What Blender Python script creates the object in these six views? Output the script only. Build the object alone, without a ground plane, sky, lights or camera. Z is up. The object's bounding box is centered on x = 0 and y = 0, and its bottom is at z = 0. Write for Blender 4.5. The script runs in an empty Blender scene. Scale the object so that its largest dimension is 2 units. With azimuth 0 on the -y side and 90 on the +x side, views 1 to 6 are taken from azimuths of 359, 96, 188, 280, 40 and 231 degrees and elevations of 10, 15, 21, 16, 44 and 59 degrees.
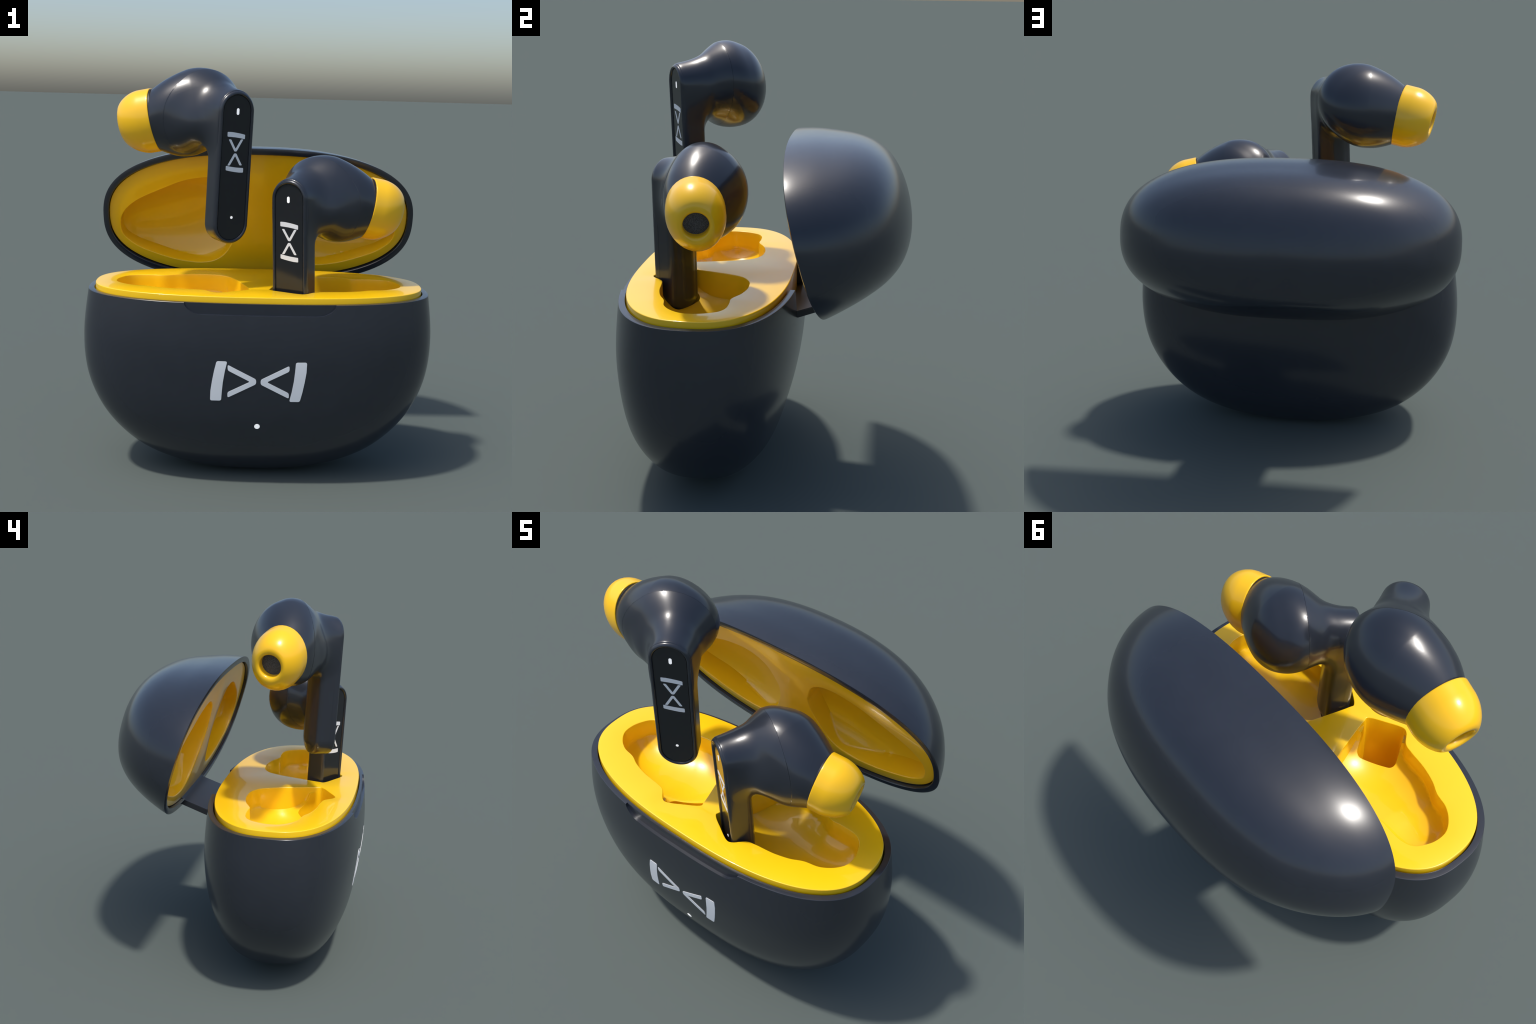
import bpy, bmesh, math
import numpy as np
from mathutils import Vector
from mathutils.geometry import delaunay_2d_cdt

# ------------------------------------------------------------------ helpers
def new_object(name, verts, faces, mat, parent=None, smooth=True, sharp=None):
    me = bpy.data.meshes.new(name)
    me.from_pydata([tuple(map(float, v)) for v in verts], [], [tuple(int(i) for i in f) for f in faces])
    bm = bmesh.new(); bm.from_mesh(me)
    bmesh.ops.remove_doubles(bm, verts=bm.verts, dist=1e-5)
    bmesh.ops.dissolve_degenerate(bm, edges=bm.edges, dist=1e-6)
    bmesh.ops.recalc_face_normals(bm, faces=bm.faces)
    bm.to_mesh(me); bm.free()
    return finish(name, me, mat, parent, smooth, sharp)

def finish(name, me, mat, parent, smooth=True, sharp=None):
    ob = bpy.data.objects.new(name, me)
    bpy.context.scene.collection.objects.link(ob)
    me.materials.clear(); me.materials.append(mat)
    for p in me.polygons: p.use_smooth = smooth
    if smooth and sharp: me.set_sharp_from_angle(angle=math.radians(sharp))
    if parent: attach(ob, parent)
    return ob

def world_origin(ob):
    v = Vector((0, 0, 0))
    while ob: v += ob.location; ob = ob.parent
    return v

def attach(ob, parent):
    """parent while keeping the world position (no rotations or scales are used)"""
    here = world_origin(ob)
    ob.parent = parent
    ob.location = here - world_origin(parent)

def empty(name, loc, label, category):
    e = bpy.data.objects.new(name, None); e.location = loc; e.empty_display_size = .1
    bpy.context.scene.collection.objects.link(e)
    e["label"] = label; e["category"] = category
    return e

def rows_to_faces(nr, nc, closed=True, base=0):
    f = []
    for r in range(nr - 1):
        for c in range(nc if closed else nc - 1):
            a, b = base + r * nc + c, base + r * nc + (c + 1) % nc
            f.append((a, b, b + nc, a + nc))
    return f

def superellipse(n, m):
    t = np.linspace(0, 2 * np.pi, m, endpoint=False)
    c, s = np.cos(t), np.sin(t)
    return np.sign(c) * abs(c) ** (2 / n), np.sign(s) * abs(s) ** (2 / n)

def even_superellipse(a, b, n, m):
    """superellipse resampled to even arc length"""
    x, y = superellipse(n, 4000)
    p = np.stack([a * x, b * y], 1)
    return resample(p, m)

def resample(p, m):
    q = np.vstack([p, p[:1]])
    d = np.r_[0, np.cumsum(np.linalg.norm(np.diff(q, axis=0), axis=1))]
    s = np.linspace(0, d[-1], m, endpoint=False)
    return np.stack([np.interp(s, d, q[:, k]) for k in range(2)], 1)

def closed_spline(ctrl, m):
    """Catmull-Rom through a closed control polygon, evenly resampled"""
    P = np.array(ctrl, float); n = len(P); out = []
    for i in range(n):
        a, b, c, d = P[i - 1], P[i], P[(i + 1) % n], P[(i + 2) % n]
        for t in np.linspace(0, 1, 12, endpoint=False):
            out.append(.5 * (2 * b + (c - a) * t + (2 * a - 5 * b + 4 * c - d) * t * t + (3 * b - a - 3 * c + d) * t ** 3))
    return resample(np.array(out), m)

def apply_modifiers(ob):
    dg = bpy.context.evaluated_depsgraph_get()
    me = bpy.data.meshes.new_from_object(ob.evaluated_get(dg))
    old = ob.data; ob.modifiers.clear(); ob.data = me
    bpy.data.meshes.remove(old)

def boolean_cut(ob, cutter):
    m = ob.modifiers.new("cut", 'BOOLEAN'); m.operation = 'DIFFERENCE'; m.solver = 'EXACT'; m.object = cutter
    apply_modifiers(ob)
    bpy.data.objects.remove(cutter, do_unlink=True)

# ------------------------------------------------------------------ materials
def plastic(name, color, rough, coat=0., coat_rough=.05, vary=.04, ior=1.5, grain=0., spec=.5, emission=0.):
    m = bpy.data.materials.new(name); m.use_nodes = True
    nt = m.node_tree; b = nt.nodes["Principled BSDF"]
    tc = nt.nodes.new("ShaderNodeTexCoord")
    nz = nt.nodes.new("ShaderNodeTexNoise"); nz.inputs["Scale"].default_value = 9; nz.inputs["Detail"].default_value = 4
    nt.links.new(tc.outputs["Object"], nz.inputs["Vector"])
    ramp = nt.nodes.new("ShaderNodeValToRGB")
    ramp.color_ramp.elements[0].position = .3; ramp.color_ramp.elements[1].position = .7
    ramp.color_ramp.elements[0].color = (*[c * (1 - vary) for c in color], 1)
    ramp.color_ramp.elements[1].color = (*[min(1, c * (1 + vary)) for c in color], 1)
    nt.links.new(nz.outputs["Fac"], ramp.inputs["Fac"])
    nt.links.new(ramp.outputs["Color"], b.inputs["Base Color"])
    b.inputs["Roughness"].default_value = rough
    b.inputs["IOR"].default_value = ior
    b.inputs["Specular IOR Level"].default_value = spec
    b.inputs["Coat Weight"].default_value = coat
    b.inputs["Coat Roughness"].default_value = coat_rough
    if emission:
        b.inputs["Emission Color"].default_value = (1, 1, 1, 1); b.inputs["Emission Strength"].default_value = emission
    if grain:
        g = nt.nodes.new("ShaderNodeTexNoise"); g.inputs["Scale"].default_value = 400; g.inputs["Detail"].default_value = 2
        nt.links.new(tc.outputs["Object"], g.inputs["Vector"])
        bp = nt.nodes.new("ShaderNodeBump"); bp.inputs["Strength"].default_value = grain; bp.inputs["Distance"].default_value = .001
        nt.links.new(g.outputs["Fac"], bp.inputs["Height"]); nt.links.new(bp.outputs["Normal"], b.inputs["Normal"])
    return m

def mesh_grille(name):
    """fine woven wire mesh: light dots on near-black"""
    m = bpy.data.materials.new(name); m.use_nodes = True
    nt = m.node_tree; b = nt.nodes["Principled BSDF"]
    tc = nt.nodes.new("ShaderNodeTexCoord")
    vo = nt.nodes.new("ShaderNodeTexVoronoi"); vo.inputs["Scale"].default_value = 330; vo.inputs["Randomness"].default_value = 1.
    nt.links.new(tc.outputs["Object"], vo.inputs["Vector"])
    ramp = nt.nodes.new("ShaderNodeValToRGB")
    ramp.color_ramp.elements[0].position = .25; ramp.color_ramp.elements[0].color = (.012, .012, .013, 1)
    ramp.color_ramp.elements[1].position = .6; ramp.color_ramp.elements[1].color = (.10, .10, .104, 1)
    nt.links.new(vo.outputs["Distance"], ramp.inputs["Fac"]); nt.links.new(ramp.outputs["Color"], b.inputs["Base Color"])
    bp = nt.nodes.new("ShaderNodeBump"); bp.inputs["Strength"].default_value = .6; bp.inputs["Distance"].default_value = .002
    nt.links.new(vo.outputs["Distance"], bp.inputs["Height"]); nt.links.new(bp.outputs["Normal"], b.inputs["Normal"])
    b.inputs["Roughness"].default_value = .6
    return m

NAVY = (.0205, .0245, .034)
M_case = plastic("navy_case_plastic", NAVY, .27, coat=.35, coat_rough=.10)
M_bud = plastic("navy_gloss_plastic", NAVY, .28, coat=.3, coat_rough=.09)
M_plate = plastic("black_gloss_plate", (.014, .0155, .019), .15)
M_gap = plastic("near_black", (.004, .004, .005), .5)
M_yellow = plastic("yellow_tray_plastic", (1., .60, .006), .30, coat=.5, coat_rough=.06, vary=.01)
M_tip = plastic("yellow_silicone", (1., .56, .01), .28, coat=.3, coat_rough=.08, vary=.01)
M_hinge = plastic("dark_hinge_plastic", (.018, .02, .027), .35)
M_mark = plastic("white_print", (.85, .86, .88), .5, vary=.01)
M_light = plastic("white_indicator", (.9, .9, .9), .4, vary=.0, emission=.5)
M_grille = mesh_grille("wire_mesh")

# ------------------------------------------------------------------ case body
Z_RIM, Z_DECK = .916, .945
DECK_A, DECK_B, DECK_N, DECK_Y = .8172, .3717, 2.5036, -.2492

def hermite(xk, yk, x):
    """smooth curve through profile stations"""
    xk = np.asarray(xk, float); yk = np.asarray(yk, float); h = np.diff(xk); d = np.diff(yk) / h
    m = np.empty_like(yk); m[1:-1] = (d[:-1] * h[1:] + d[1:] * h[:-1]) / (h[:-1] + h[1:])
    m[0] = 1.5 * d[0] - .5 * m[1]; m[-1] = 1.5 * d[-1] - .5 * m[-2]
    i = int(np.clip(np.searchsorted(xk, x) - 1, 0, len(xk) - 2)); t = (x - xk[i]) / h[i]
    return (yk[i] * (2 * t ** 3 - 3 * t * t + 1) + m[i] * h[i] * (t ** 3 - 2 * t * t + t)
            + yk[i + 1] * (3 * t * t - 2 * t ** 3) + m[i + 1] * h[i] * (t ** 3 - t * t))

BODY_Z = np.sqrt([0, .015, .05, .11, .2, .33, .5, .7, .92])      # profile stations
BODY_A = [.1026, .2781, .4246, .566, .684, .7879, .8566, .8738, .8509]
BODY_F = [.080, .150, .211, .268, .324, .374, .403, .4178, .4037]        # towards the front
BODY_B = [.084, .149, .202, .257, .316, .360, .401, .4184, .4037]        # towards the hinge

def body_section(z):
    """half width, front half depth, back half depth, centre y, exponent at height z"""
    s = math.sqrt(max(z, 0))
    a, f, b = (float(hermite(BODY_Z, k, s)) for k in (BODY_A, BODY_F, BODY_B))
    return a, f, b, -.2492, 2.62 - .07 * z / Z_RIM

def body_front_y(x, z):
    a, bf, bb, c, n = body_section(z)
    return c - bf * max(1 - abs(x / a) ** n, 0) ** (1 / n)

def build_case_body(parent):
    m = 192; verts = []; rows = 0
    for t in np.linspace(0, 1, 72):
        z = Z_RIM * t ** 2
        a, bf, bb, c, n = body_section(z)
        x, y = superellipse(n, m)
        z2 = z
        verts += [(a * x[i], c + (bb if y[i] > 0 else bf) * y[i], z2) for i in range(m)]; rows += 1
    # softly rounded lip, flat rim, well for the tray
    a, bf, bb, c, n = body_section(Z_RIM)
    x, y = superellipse(n, m)
    for k, (inset, dz) in enumerate([(.0012, .0012), (.003, .0016)]):
        verts += [((a - inset) * x[i], c + ((bb if y[i] > 0 else bf) - inset) * y[i], Z_RIM + dz) for i in range(m)]; rows += 1
    x, y = superellipse(DECK_N, m)
    for dz in (.0016, -.42):
        k = 1 if dz > 0 else .88
        verts += [((DECK_A + .007) * k * x[i], DECK_Y + (DECK_B + .007) * k * y[i], Z_RIM + dz) for i in range(m)]; rows += 1
    faces = rows_to_faces(rows, m)
    faces.append(tuple(range((rows - 1) * m, rows * m)))
    faces.append(tuple(range(m)))
    ob = new_object("case_body", verts, faces, M_case)
    # thumb recess along the front rim
    xs = np.r_[-.375, np.linspace(-.36, .36, 91), .375]; cv = []; n = len(xs)
    for x in xs:
        e = max(0, (abs(x) - .27) / (.36 - .27))
        zb = .860 + .066 * (1 - math.sqrt(max(0, 1 - min(e, 1) ** 2))) + (.05 if e > 1 else 0)
        yi = body_front_y(x, .90) + .0125
        cv += [(x, -.9, zb), (x, yi, zb + .004), (x, yi, 1.0), (x, -.9, 1.0)]
    cf = []
    for i in range(n - 1):
        for k in range(4):
            a0, b0 = i * 4 + k, i * 4 + (k + 1) % 4
            cf.append((a0, b0, b0 + 4, a0 + 4))
    cf += [(0, 1, 2, 3), tuple((n - 1) * 4 + k for k in range(4))]
    cutter = new_object("cutter", cv, cf, M_case); boolean_cut(ob, cutter)
    # hinge opening in the back wall
    hx = .238
    cv = [(sx * hx, y, z) for sx in (-1, 1) for y in (.118, .4) for z in (.80, 1.1)]
    cf = [(0, 1, 3, 2), (4, 5, 7, 6), (0, 1, 5, 4), (2, 3, 7, 6), (0, 2, 6, 4), (1, 3, 7, 5)]
    cutter = new_object("cutter", cv, cf, M_case); boolean_cut(ob, cutter)
    me = ob.data; me.materials.clear(); me.materials.append(M_case)
    for p in me.polygons: p.use_smooth = True
    me.set_sharp_from_angle(angle=math.radians(28))
    attach(ob, parent)
    return ob

# ------------------------------------------------------------------ recessed panels (tray and lid insert)
def recessed_panel(name, outer, pockets, floor, top, side, mat, to_world, parent, extra=None, edge=.0035):
    """flat plate with an outer wall and sculpted pockets.
    outer: loop, pockets: loops, floor(x, y): pocket height, extra: points that refine the pocket floors"""
    bm = bmesh.new()
    def ring(pts, zs):
        return [bm.verts.new((p[0], p[1], z)) for p, z in zip(pts, np.broadcast_to(zs, len(pts)))]
    def bridge(r0, r1):
        k = len(r0)
        for i in range(k):
            try: bm.faces.new((r0[i], r0[(i + 1) % k], r1[(i + 1) % k], r1[i]))
            except ValueError: pass
    cen = outer.mean(0); loops = []
    def grow(p, d):
        t = np.roll(p, -1, 0) - np.roll(p, 1, 0); nrm = np.stack([t[:, 1], -t[:, 0]], 1)
        nrm /= np.linalg.norm(nrm, axis=1)[:, None]
        area = np.sum(p[:, 0] * np.roll(p[:, 1], -1) - np.roll(p[:, 0], -1) * p[:, 1])
        return p + nrm * d * np.sign(area)
    r = .004
    prev = None
    for k in range(5):                                   # rounded top edge
        a = k / 4 * math.pi / 2
        q = ring(grow(outer, -r * (1 - math.sin(a))), top - r * (1 - math.cos(a)))
        if prev: bridge(prev, q)
        else: loops.append(q)
        prev = q
    for off, z in side:
        q = ring(grow(outer, off), z); bridge(prev, q); prev = q
    for P in pockets:
        e = edge; prev = None
        for k in range(5):                               # rounded pocket edge
            a = k / 4 * math.pi / 2
            q = ring(grow(P, -e * math.sin(a)), top - e * (1 - math.cos(a)))
            if prev: bridge(prev, q)
            else: loops.append(q)
            prev = q
        base = grow(P, -e); last = grow(P, -e - .003)
        z1 = np.array([floor(*p) for p in last])
        for h in (.25, .5, .75, 1.):
            q = ring(base + (last - base) * h, (top - e) * (1 - h) + z1 * h); bridge(prev, q); prev = q
        # floor: constrained triangulation of the last loop and a fine grid inside it
        lo, hi = last.min(0), last.max(0); st = .0085
        g = np.stack(np.meshgrid(np.arange(lo[0], hi[0], st), np.arange(lo[1], hi[1], st), indexing='ij'), -1).reshape(-1, 2)
        if extra is not None: g = np.vstack([g, extra, extra * np.array([-1, 1])])
        a, b = last, np.roll(last, -1, 0)
        X, Y = g[:, :1], g[:, 1:]
        cross = ((a[:, 1] > Y) != (b[:, 1] > Y)) & (X < (b[:, 0] - a[:, 0]) * (Y - a[:, 1]) / (b[:, 1] - a[:, 1] + 1e-12) + a[:, 0])
        ins = cross.sum(1) % 2 == 1
        dist = np.sqrt(((g[:, None] - last[None]) ** 2).sum(-1)).min(1)
        g = g[ins & (dist > .003)]
        pts = [Vector(p) for p in np.vstack([last, g])]
        ov, oe, of, vm, _, _ = delaunay_2d_cdt(pts, [], [list(range(len(last)))], 1, 1e-6)
        vs = []
        for p, src in zip(ov, vm):
            k = [i_ for i_ in src if i_ < len(last)]
            vs.append(prev[k[0]] if k else bm.verts.new((p.x, p.y, floor(p.x, p.y))))
        for fc in of:
            try: bm.faces.new([vs[i_] for i_ in fc])
            except ValueError: pass
    edges = []
    for lp in loops:
        for i in range(len(lp)):
            e_ = bm.edges.get((lp[i], lp[(i + 1) % len(lp)]))
            if e_: edges.append(e_)
    bmesh.ops.triangle_fill(bm, use_beauty=True, use_dissolve=False, edges=edges)
    bmesh.ops.remove_doubles(bm, verts=bm.verts, dist=2e-4)
    bmesh.ops.recalc_face_normals(bm, faces=bm.faces)
    # make sure the flat face looks up
    up = max(bm.faces, key=lambda f: f.calc_area())
    if up.normal.z < 0: bmesh.ops.reverse_faces(bm, faces=bm.faces)
    for v in bm.verts: v.co = to_world(v.co)
    me = bpy.data.meshes.new(name); bm.to_mesh(me); bm.free()
    return finish(name, me, mat, parent, True, 50)

POCKET = [(-.05, -.40), (-.049, -.436), (-.12, -.483), (-.19, -.521), (-.226, -.514), (-.27, -.47), (-.32, -.458),
          (-.41, -.447), (-.49, -.425), (-.55, -.396), (-.62, -.380), (-.676, -.343), (-.712, -.291), (-.716, -.23),
          (-.70, -.178), (-.67, -.132), (-.62, -.109), (-.55, -.105), (-.49, -.106), (-.42, -.075), (-.35, -.058),
          (-.29, -.055), (-.22, -.064), (-.16, -.102), (-.12, -.175), (-.085, -.28)]
SLOT_C, SLOT_W, SLOT_D, YAW = (-.158, -.421), .088, .070, .53

def smooth_min(a, b, k):
    h = min(max(.5 + .5 * (b - a) / k, 0), 1)
    return b * (1 - h) + a * h - k * h * (1 - h)

def tray_floor(x, y):
    x = -abs(x)
    def bowl(cx, cy, rx, ry, ang, z0, h):
        c, s = math.cos(ang), math.sin(ang); dx, dy = x - cx, y - cy
        u, v = (c * dx + s * dy) / rx, (-s * dx + c * dy) / ry
        return z0 - h * math.sqrt(max(0, 1 - u * u - v * v)) + .05 * max(0, u * u + v * v - 1)
    pod = bowl(-.30, -.26, .262, .225, .1, .91, .135)
    tip = bowl(-.57, -.24, .165, .155, .1, .905, .122)
    waist = bowl(-.46, -.265, .20, .185, .1, .905, .118)
    z = smooth_min(smooth_min(pod, tip, .04), waist, .04)
    z = min(z, .918)
    c, s = math.cos(YAW), math.sin(YAW); dx, dy = x - SLOT_C[0], y - SLOT_C[1]
    u, v = c * dx + s * dy, -s * dx + c * dy
    r = .022                                             # deep slot with rounded corners that takes the stem
    qu, qv = abs(u) - SLOT_W + r, v - SLOT_D + r
    d = math.hypot(max(qu, 0), max(qv, 0)) + min(max(qu, qv), 0) - r
    k = min(max((.008 - d) / .014, 0), 1); k = k * k * (3 - 2 * k)
    return z * (1 - k) + .53 * k

def slot_lip_points():
    """extra floor points along the lip of the stem slot"""
    out = []; c, s = math.cos(YAW), math.sin(YAW)
    for d in (-.0065, -.003, .0005, .004, .008, .013):
        r = .022; side = [(SLOT_W + d, v) for v in np.arange(-.1, SLOT_D - r, .004)]
        side += [(SLOT_W - r + (r + d) * math.cos(a), SLOT_D - r + (r + d) * math.sin(a)) for a in np.linspace(0, math.pi / 2, 9)]
        side += [(u, SLOT_D + d) for u in np.arange(SLOT_W - r - .004, 0, -.004)]
        line = side + [(-u, v) for u, v in side]
        out += [(SLOT_C[0] + c * u - s * v, SLOT_C[1] + s * u + c * v) for u, v in line]
    return np.array(out)

def build_tray(parent):
    left = closed_spline(POCKET, 280); right = left[::-1] * np.array([-1, 1])
    outer = even_superellipse(DECK_A, DECK_B, DECK_N, 220) + np.array([0, DECK_Y])
    ob = recessed_panel("tray", outer, [left, right], tray_floor,
                        Z_DECK, [(0, Z_DECK - .03), (.001, .86), (.001, .80)], M_yellow, lambda v: v, parent, slot_lip_points())
    return ob

# ------------------------------------------------------------------ lid
LID_C, LID_T = np.array([0, .2052, 1.2135]), .281
LID_W = np.array([0, math.cos(LID_T), math.sin(LID_T)])   # out of the dome
LID_V = np.array([0, math.sin(LID_T), -math.cos(LID_T)])  # from front edge to hinge
LID_A, LID_B, LID_H, LID_N = .85, .400, .460, 2.474

LID_FLAT, LID_SLOPE = .402, .325                           # flat facet above the hinge

def lid_point(x, v, w):
    return LID_C + np.array([x, 0, 0]) + v * LID_V + w * LID_W

def build_lid_shell(parent):
    m = 192; verts = []; rows = 0
    ang = np.radians([0, 12, 25, 40, 55, 70, 90])         # dome profile stations, rim to crown
    ga = [.85, .836, .832, .846, .8865, .926, .965]
    gf = [.4005, .388, .381, .395, .4235, .462, .4997]
    gb = [.3995, .388, .392, .4165, .450, .480, .5098]
    x, y = superellipse(LID_N, m)
    # inner well -> rim -> outer dome
    for (ax, bx, w) in [(LID_A - .031, LID_B - .036, .07), (LID_A - .031, LID_B - .036, .004),
                        (LID_A - .028, LID_B - .033, .0), (LID_A - .010, LID_B - .010, -.001)]:
        verts += [lid_point(ax * x[i], bx * y[i], w) for i in range(m)]; rows += 1
    for p in np.linspace(.008, math.pi / 2, 80):
        a, bf, bb = (float(hermite(ang, g, p)) * math.cos(p) for g in (ga, gf, gb))
        x, y = superellipse(LID_N - .16 * math.sin(p), m)
        verts += [lid_point(a * x[i], smooth_min((bb if y[i] > 0 else bf) * y[i], LID_FLAT - LID_SLOPE * LID_H * math.sin(p), .014), LID_H * math.sin(p)) for i in range(m)]; rows += 1
    faces = rows_to_faces(rows, m)
    return new_object("lid_shell", verts, faces, M_case, parent, True, 35)

LID_POCKET = [(.085, -.03), (.098, -.085), (.126, -.157), (.167, -.198), (.22, -.222), (.30, -.228), (.42, -.203), (.538, -.152),
              (.654, -.095), (.722, -.041), (.757, .015), (.763, .072), (.745, .132), (.677, .19), (.59, .23), (.46, .272),
              (.34, .29), (.26, .283), (.208, .259), (.165, .214), (.125, .132), (.095, .05)]

LID_RECESS = .0185
def build_lid_insert(parent):
    right = closed_spline(LID_POCKET, 200); left = right[::-1] * np.array([-1, 1])
    def floor(x, y):
        x = abs(x)
        c, s = math.cos(.16), math.sin(.16); dx, dy = x - .415, y - .03
        u, v = (c * dx + s * dy) / .385, (-s * dx + c * dy) / .285
        z = -.012 - .162 * max(0, 1 - u * u - v * v) ** .55
        z -= .012 * math.exp(-((x - .28) ** 2 + (y + .05) ** 2) / .014)
        return z
    outer = even_superellipse(LID_A - .032, LID_B - .037, 2.4, 200)
    return recessed_panel("lid_insert", outer, [right, left], floor,
                          0., [(0, -.01), (0, -.035)], M_yellow,
                          lambda v: Vector(lid_point(v.x, v.y, LID_RECESS - v.z)), parent, edge=.006)

def build_hinge(parent):
    """flat arm from the back of the body up into the lid"""
    hx = .232
    top = [(.10, .795), (.165, .817), (.300, .864), (.33, .885)]
    low = [(.345, .862), (.315, .838), (.175, .787), (.11, .765)]
    prof = top + low
    bm = bmesh.new()
    a = [bm.verts.new((-hx, y, z)) for y, z in prof]; b = [bm.verts.new((hx, y, z)) for y, z in prof]
    bm.faces.new(a); bm.faces.new(b[::-1])
    k = len(prof)
    for i in range(k): bm.faces.new((a[i], b[i], b[(i + 1) % k], a[(i + 1) % k]))
    bmesh.ops.recalc_face_normals(bm, faces=bm.faces)
    bmesh.ops.bevel(bm, geom=bm.edges[:], offset=.003, segments=2, affect='EDGES')
    me = bpy.data.meshes.new("hinge"); bm.to_mesh(me); bm.free()
    return finish("hinge", me, M_hinge, parent, True, 30)

# ------------------------------------------------------------------ printed emblem
# unit design, 180 degree symmetric: slanted curved bar and chevron on either side
BAR = [(-270, 122), (-202, 121.5), (-216, 62), (-227.5, -7), (-233, -65), (-236.5, -122), (-307.6, -123), (-306, -60), (-297, 0), (-285, 62)]
CHEVRON = [(-199, 102), (-14.5, 15.6), (-14.5, -14), (-196, -102), (-197, -68), (-54, .4), (-198, 68)]

def round_corners(poly, r):
    P = np.array(poly, float); out = []; n = len(P)
    for i in range(n):
        a, b, c = P[i - 1], P[i], P[(i + 1) % n]
        u, v = (a - b), (c - b); lu, lv = np.linalg.norm(u), np.linalg.norm(v); u /= lu; v /= lv
        if u @ v < -.9: out.append(b); continue
        k = min(r, .45 * lu, .45 * lv)
        for t in np.linspace(0, 1, 5):
            out.append((1 - t) ** 2 * (b + u * k) + 2 * t * (1 - t) * b + t * t * (b + v * k))
    return out

def print_shape(name, poly, place, mat, parent, step=None, thick=.002):
    """flat polygon (2D) cut into strips, laid on a surface by place(p, q, height)"""
    bm = bmesh.new()
    vs = [bm.verts.new((p[0], p[1], 0)) for p in poly]
    bm.faces.new(vs)
    if step:
        for ax in (0, 1):
            lo = min(p[ax] for p in poly); hi = max(p[ax] for p in poly)
            for k in np.arange(lo + step, hi, step):
                co = [0, 0, 0]; co[ax] = k; no = [0, 0, 0]; no[ax] = 1
                bmesh.ops.bisect_plane(bm, geom=bm.verts[:] + bm.edges[:] + bm.faces[:], plane_co=co, plane_no=no)
    top = bm.faces[:]
    ret = bmesh.ops.extrude_face_region(bm, geom=top)
    newv = [g for g in ret["geom"] if isinstance(g, bmesh.types.BMVert)]
    for v in newv: v.co.z = 1
    for v in bm.verts:
        v.co = Vector(place(v.co.x, v.co.y, thick if v.co.z > .5 else -.004))
    bmesh.ops.triangulate(bm, faces=bm.faces)
    bmesh.ops.recalc_face_normals(bm, faces=bm.faces)
    me = bpy.data.meshes.new(name); bm.to_mesh(me); bm.free()
    return finish(name, me, mat, parent, False)

def emblem(place, sx, sy, rot, mat, parent, step, thick, r=12):
    for poly, nm in ((BAR, "emblem_bar"), (CHEVRON, "emblem_chevron")):
        for sign in (1, -1):
            pts = []
            for p in round_corners(poly, r):
                a, b = sign * p[0] * sx, sign * p[1] * sy
                if rot: a, b = b, -a                       # quarter turn clockwise
                pts.append((a, b))
            print_shape(nm, pts, place, mat, parent, step, thick)

def disc(r, n=20):
    return [(r * math.cos(i / n * 2 * math.pi), r * math.sin(i / n * 2 * math.pi)) for i in range(n)]

def stadium(hw, lo, hi, n=16, c=0.):
    out = []
    for i in range(n + 1):
        a = math.pi * i / n; out.append((c + hw * math.cos(a), hi - hw + hw * math.sin(a)))
    for i in range(n + 1):
        a = math.pi + math.pi * i / n; out.append((c + hw * math.cos(a), lo + hw + hw * math.sin(a)))
    return out

# ------------------------------------------------------------------ earbud: blended implicit solid
LED = np.array([-.1229, -.4794, 1.7989])
U = np.array([.0368, -.0321, 1.]); U /= np.linalg.norm(U)
W = np.array([math.cos(.5348), math.sin(.5348), 0]); W -= U * (W @ U); W /= np.linalg.norm(W)
F = np.cross(W, U)                                          # stem axes: across, along, outward
BUD_DROP = .4084
G = dict(hw=.0933, ut=.0955, ub=-.6291, w0=-.0008, f0=.0086, d1=.1153, w2=.05, d2=.130,
         c=(-.0735, -.3209, -.0288), ps=.0849, el=-.2981, ro=-.2648, R=(.2251, .1492, .190), r1=.1276, r2=.0977, nv=.7527, k2=.095,
         nhw=.0668, nuA=-.0634, nhu=.1345, nwB=-.0117, nuB=.0106, nrB=.146, nhB=.148, k3=.095, k1=.0605,
         chin=((-.0989, -.2194, -.0827), (-.1298, -.2781, -.1175), .1013))
TIP_BASE = np.array([-.5217, -.2563, 1.7464])
TIP_AZ, TIP_EL, TIP_ROLL = .2042, -.1916, .1668
TIP_AXIS = np.array([-math.cos(TIP_AZ) * math.cos(TIP_EL), math.sin(TIP_AZ) * math.cos(TIP_EL), math.sin(TIP_EL)])
SEAM_F = -.241

def smin(a, b, k):
    h = np.clip(.5 + .5 * (b - a) / k, 0, 1); return b * (1 - h) + a * h - k * h * (1 - h)
def smax(a, b, k): return -smin(-a, -b, k)

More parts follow.
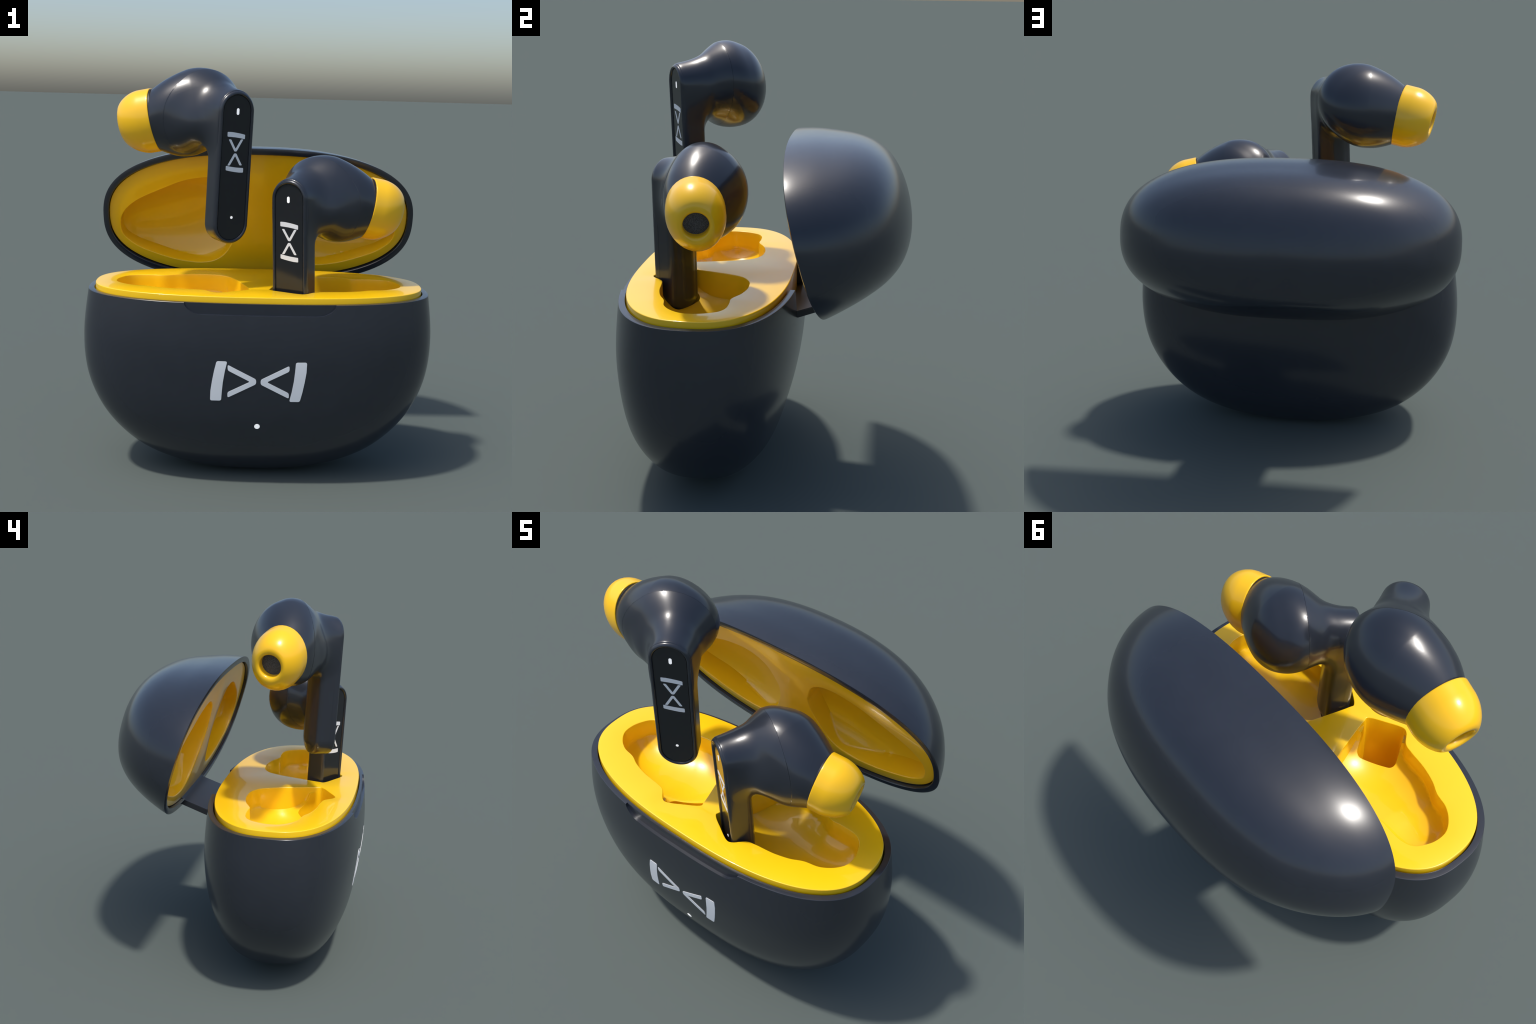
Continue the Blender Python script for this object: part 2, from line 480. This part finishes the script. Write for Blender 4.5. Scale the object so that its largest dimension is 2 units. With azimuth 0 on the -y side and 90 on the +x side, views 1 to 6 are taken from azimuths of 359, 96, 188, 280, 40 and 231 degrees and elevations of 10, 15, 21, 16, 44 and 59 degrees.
def bud_field(P):
    """stem slab, flaring neck and egg-shaped pod that tapers to the tip, smoothly blended"""
    g = G; Q = P - LED; w, f, u = Q @ W, Q @ F, Q @ U
    uu = np.clip(u, g['ub'] + g['hw'], g['ut'] - g['hw']); r0 = np.hypot(w - g['w0'], u - uu)
    slab = smax(smax(r0 - g['hw'], f - g['f0'], .04), -f - g['d1'], .03)
    rib = smax(smax(r0 - g['w2'], f + .03, .02), -f - g['d2'], .04)
    stem = smin(slab, rib, .03)
    cp, sp, ce, se = math.cos(g['ps']), math.sin(g['ps']), math.cos(g['el']), math.sin(g['el'])
    T = np.array([-cp * ce, -sp * ce, se]); a = np.cross(T, [0, 0, 1.]); a /= np.linalg.norm(a); b = np.cross(a, T)
    c, s = math.cos(g['ro']), math.sin(g['ro']); a, b = c * a + s * b, c * b - s * a
    q = np.stack([w, f, u], -1) - np.array(g['c'])
    e = np.stack([q @ T, q @ a, q @ b], -1); R = np.array(g['R'])
    k0 = np.sqrt(((e / R) ** 2).sum(-1)); k1 = np.sqrt(((e / R ** 2) ** 2).sum(-1)) + 1e-9
    pod = k0 * (k0 - 1) / k1
    d = TIP_BASE - LED; tb = np.array([d @ W, d @ F, d @ U]) - np.array(g['c'])
    sc = np.array([1, 1, g['nv']]); qs = q * sc; ts = tb * sc
    h = np.clip(qs @ ts / (ts @ ts), 0, 1.15)
    cone = np.linalg.norm(qs - h[..., None] * ts, axis=-1) - (g['r1'] + (g['r2'] - g['r1']) * h)
    pod = smin(pod, cone, g['k2'])
    a0, b0, rc = g['chin']; a0 = np.array(a0); b0 = np.array(b0) - a0; qc = np.stack([w, f, u], -1) - a0
    hc = np.clip(qc @ b0 / (b0 @ b0), 0, 1)
    pod = smin(pod, np.linalg.norm(qc - hc[..., None] * b0, axis=-1) - rc, .07)
    h = np.clip((-f - .02) / .22, 0, 1)
    wc = g['w0'] + h * (g['nwB'] - g['w0']); uc = g['nuA'] + h * (g['nuB'] - g['nuA'])
    rw = g['nhw'] + h * (g['nrB'] - g['nhw']); ru = g['nhu'] + h * (g['nhB'] - g['nhu'])
    k0 = np.hypot((w - wc) / rw, (u - uc) / ru); k1 = np.hypot((w - wc) / rw ** 2, (u - uc) / ru ** 2) + 1e-6
    neck = np.where(k0 < 1, (k0 - 1) * np.minimum(rw, ru), k0 * (k0 - 1) / k1)
    neck = smax(smax(neck, f + .035, .03), -f - .27, .06)
    body = smax(smin(smin(neck, pod, g['k3']), stem, g['k1']), f + .0105, .004)   # flat seat of the touch plate
    return smax(body, (P - TIP_BASE) @ TIP_AXIS - .012, .006)

def surface_net(field, lo, hi, h):
    """dual contouring of an implicit field on a regular grid, vertices pulled onto the zero surface"""
    ax = [np.arange(l, u + h, h) for l, u in zip(lo, hi)]
    X = np.stack(np.meshgrid(*ax, indexing='ij'), -1)
    V = field(X); S = V < 0
    n = np.array(V.shape) - 1
    acc = np.zeros((*n, 3)); cnt = np.zeros(tuple(n))
    corners = [(i, j, k) for i in (0, 1) for j in (0, 1) for k in (0, 1)]
    sl = lambda c: tuple(slice(c[d], c[d] + n[d]) for d in range(3))
    for c in corners:
        for d in range(3):
            if c[d]: continue
            e = list(c); e[d] = 1
            v0, v1 = V[sl(c)], V[sl(e)]; cross = (v0 < 0) != (v1 < 0)
            t = np.where(cross, v0 / np.where(cross, v0 - v1, 1), 0)
            p = np.array(c, float)[None, None, None] + t[..., None] * (np.array(e) - np.array(c))
            acc += np.where(cross[..., None], p, 0); cnt += cross
    act = cnt > 0; idx = -np.ones(tuple(n), int); idx[act] = np.arange(act.sum())
    base = np.argwhere(act)
    P = np.array(lo) + (base + acc[act] / cnt[act][:, None]) * h
    faces = []
    for d in range(3):
        a, b = [k for k in range(3) if k != d]
        s0 = [slice(1, n[k]) for k in range(3)]; s0[d] = slice(0, n[d])
        s1 = list(s0); s1[d] = slice(1, n[d] + 1)
        cross = S[tuple(s0)] != S[tuple(s1)]
        for g in np.argwhere(cross):
            g = g.copy()
            for k in (a, b): g[k] += 1
            q = []
            for da, db in ((1, 1), (0, 1), (0, 0), (1, 0)):
                c = g.copy(); c[a] -= da; c[b] -= db; q.append(idx[tuple(c)])
            faces.append(q)
    for _ in range(4):
        e = 1e-4; v = field(P)
        gr = np.stack([(field(P + e * np.eye(3)[k]) - v) / e for k in range(3)], -1)
        P = P - np.clip(v / np.maximum((gr ** 2).sum(-1), .05), -h, h)[:, None] * gr
    return P, faces

FACE = -.0105                                             # seat of the touch plate
def local(w, u, f): return LED + w * W + u * U + f * F

_cache = {}
def bud_meshes():
    """front shell (stem and neck) and rear shell, split at the moulding seam"""
    if _cache: return _cache
    P, faces = surface_net(bud_field, (-.60, -.60, 1.10), (.06, .08, 2.06), .0055)
    me = bpy.data.meshes.new("tmp"); me.from_pydata(P.tolist(), [], faces)
    bm0 = bmesh.new(); bm0.from_mesh(me)
    bmesh.ops.recalc_face_normals(bm0, faces=bm0.faces)
    bmesh.ops.bisect_plane(bm0, geom=bm0.verts[:] + bm0.edges[:] + bm0.faces[:], dist=1e-5,
                           plane_co=Vector(LED + SEAM_F * F), plane_no=Vector(F))
    bm0.to_mesh(me); bm0.free()
    for nm, keep in (("front", 1), ("rear", -1)):
        bm = bmesh.new(); bm.from_mesh(me)
        kill = [f for f in bm.faces if keep * ((np.array(f.calc_center_median()) - LED) @ F - SEAM_F) < 0]
        bmesh.ops.delete(bm, geom=kill, context='FACES')
        # roll the cut edge inwards: a fine parting line
        edge = [e for e in bm.edges if e.is_boundary]
        ret = bmesh.ops.extrude_edge_only(bm, edges=edge)
        cen = LED + SEAM_F * F
        nv = [g for g in ret["geom"] if isinstance(g, bmesh.types.BMVert)]
        mid = np.mean([np.array(v.co) for v in nv], 0)
        for e in edge:
            for v in e.verts: v.tag = True
        for v in bm.verts:
            if v.tag and v not in nv: v.co += Vector(F * keep * .0004)
        for v in nv:
            d = mid - np.array(v.co); d /= np.linalg.norm(d); v.co += Vector(d * .012)
        bmesh.ops.recalc_face_normals(bm, faces=bm.faces)
        m2 = bpy.data.meshes.new(nm); bm.to_mesh(m2); bm.free(); _cache[nm] = m2
    bpy.data.meshes.remove(me)
    return _cache

def tip_mesh():
    L, Rp, Rq, rb, tm, rf, p, q = .1765, .1272, .1558, 1.0, .3094, .5349, 1.7976, 1.4561
    s = np.cross(TIP_AXIS, [0, 0, 1]); s /= np.linalg.norm(s); u = np.cross(s, TIP_AXIS)
    c, sn = math.cos(TIP_ROLL), math.sin(TIP_ROLL); s, u = c * s + sn * u, c * u - sn * s
    m = 40; th = np.linspace(0, 2 * np.pi, m, endpoint=False); verts = []; rows = 0
    up = u * .006
    def add(t, ra, rb_, sh=0.):
        nonlocal rows
        for a in th: verts.append(TIP_BASE + t * TIP_AXIS + sh * up + ra * math.cos(a) * s + rb_ * math.sin(a) * u)
        rows += 1
    add(.03, .9 * Rp, .9 * Rq); add(.002, .92 * Rp, .92 * Rq); add(.0, .985 * Rp, .985 * Rq); add(.0015, .998 * Rp, .998 * Rq)
    for t in np.linspace(.03, .965, 22):
        k = 1. if t < tm else rf + (1 - rf) * max(1 - ((t - tm) / (1 - tm)) ** p, 0) ** (1 / q)
        add(t * L, k * Rp, k * Rq, max(0, t - tm) / (1 - tm))
    R0 = .055
    add(L * .995, .073, .084, 1); add(L * 1.0, .067, .074, 1); add(L * .99, .060, .064, 1)
    add(L * .96, .055, .057, 1); add(L * .86, R0, R0, 1); add(L * .62, R0, R0, 1)
    grille = [TIP_BASE + (.75 * L) * TIP_AXIS + up + .056 * math.cos(a) * s + .056 * math.sin(a) * u for a in th]
    grille.append(TIP_BASE + (.76 * L) * TIP_AXIS + up)
    dark_ring = [TIP_BASE + t * TIP_AXIS + k * Rp * math.cos(a) * s + k * Rq * math.sin(a) * u
              for t, k in ((-.0075, .90), (-.0075, .957), (.004, .962), (.004, .90)) for a in th]
    return verts, rows_to_faces(rows, m), grille, [(i, (i + 1) % m, m) for i in range(m)], dark_ring, rows_to_faces(4, m)

def build_earbud(name, mirrored, label, emblem_shift):
    def fix(p):
        p = np.array(p, float)
        return np.array([-p[0], p[1], p[2] - BUD_DROP]) if mirrored else p
    root = empty(name, Vector(fix(local(0, G['ub'], -.05))), label, "earbud")
    def place_mesh(nm, me, mat, parent, sharp):
        me = me.copy(); me.name = nm
        if mirrored:
            for v in me.vertices: v.co = Vector(fix(v.co))
            me.flip_normals()
        return finish(nm, me, mat, parent, True, sharp)
    ms = bud_meshes()
    front = place_mesh("stem_shell", ms["front"], M_bud, root, 50)
    rear = place_mesh("rear_shell", ms["rear"], M_bud, root, 50)
    v, f, gv, gf, cv, cf = tip_mesh()
    tip = new_object("ear_tip", [fix(p) for p in v], f, M_tip, root, True, 60)
    new_object("tip_dark_ring", [fix(p) for p in cv], cf, M_gap, tip, True, 40)  # thin near-black ring along the base of the tip
    new_object("speaker_mesh", [fix(p) for p in gv], gf, M_grille, tip)
    fl = -1 if mirrored else 1
    def on_stem(base):
        return lambda a, b, h: fix(local(fl * a, b, base + h))
    f0 = FACE
    pc = G['w0'] * fl
    rim, n = [], 0
    for inset, h in [(-.0006, -.036), (-.0006, -.018), (.0008, -.010), (.0035, -.005), (.0075, -.0015), (.0115, 0.), (.0150, -.001), (.0180, -.0045), (.0195, -.012)]:
        loop = stadium(G['hw'] - inset, G['ub'] + inset, G['ut'] - inset, 28, c=pc)
        rim += [fix(local(fl * a, b, h)) for a, b in loop]; n += 1
    new_object("face_rim", rim, rows_to_faces(n, len(loop)), M_bud, front, True, 60)
    lo, hi = G['ub'] + .0192, G['ut'] - .0192
    print_shape("plate_gap", stadium(G['hw'] - .0192, lo, hi, c=pc), on_stem(f0), M_gap, front, thick=.001)
    plate = print_shape("touch_plate", stadium(G['hw'] - .0212, lo + .002, hi - .002, c=pc), on_stem(f0), M_plate, front, thick=.003)
    top = f0 + .003
    cu = -.191 + emblem_shift
    emblem(lambda a, b, h: fix(local(fl * (a + .001), b + cu, top + h)), 3.11e-4, 3.9e-4, True, M_mark, plate, None, .0008)
    print_shape("indicator_light", stadium(.0068, -.0155, .0155, 6, c=.003 * fl), on_stem(top), M_light, plate, thick=.001)
    print_shape("indicator_light", [(a, b - .5014) for a, b in disc(.0068, 14)], on_stem(top), M_light, plate, thick=.001)
    return root

# ------------------------------------------------------------------ assemble
case = empty("charging_case", Vector((0, -.25, 0)), "navy pebble-shaped earbud charging case, lid open, yellow tray", "charging case")
body = build_case_body(case)
tray = build_tray(case)
lid = build_lid_shell(case)
build_lid_insert(lid)
build_hinge(case)
def on_body(a, b, h):
    x, z = a, b + .548
    return (x, body_front_y(x, z) - h, z)
emblem(on_body, 7.35e-4, 8.1e-4, False, M_mark, body, .02, .0015)
print_shape("indicator_light", [(a, b - .548 + .3154) for a, b in disc(.0135, 10)], on_body, M_light, body, None, .0015)

build_earbud("earbud", False, "glossy navy stemmed earbud with yellow silicone tip", 0.)
build_earbud("earbud", True, "glossy navy stemmed earbud with yellow silicone tip", -.0125)
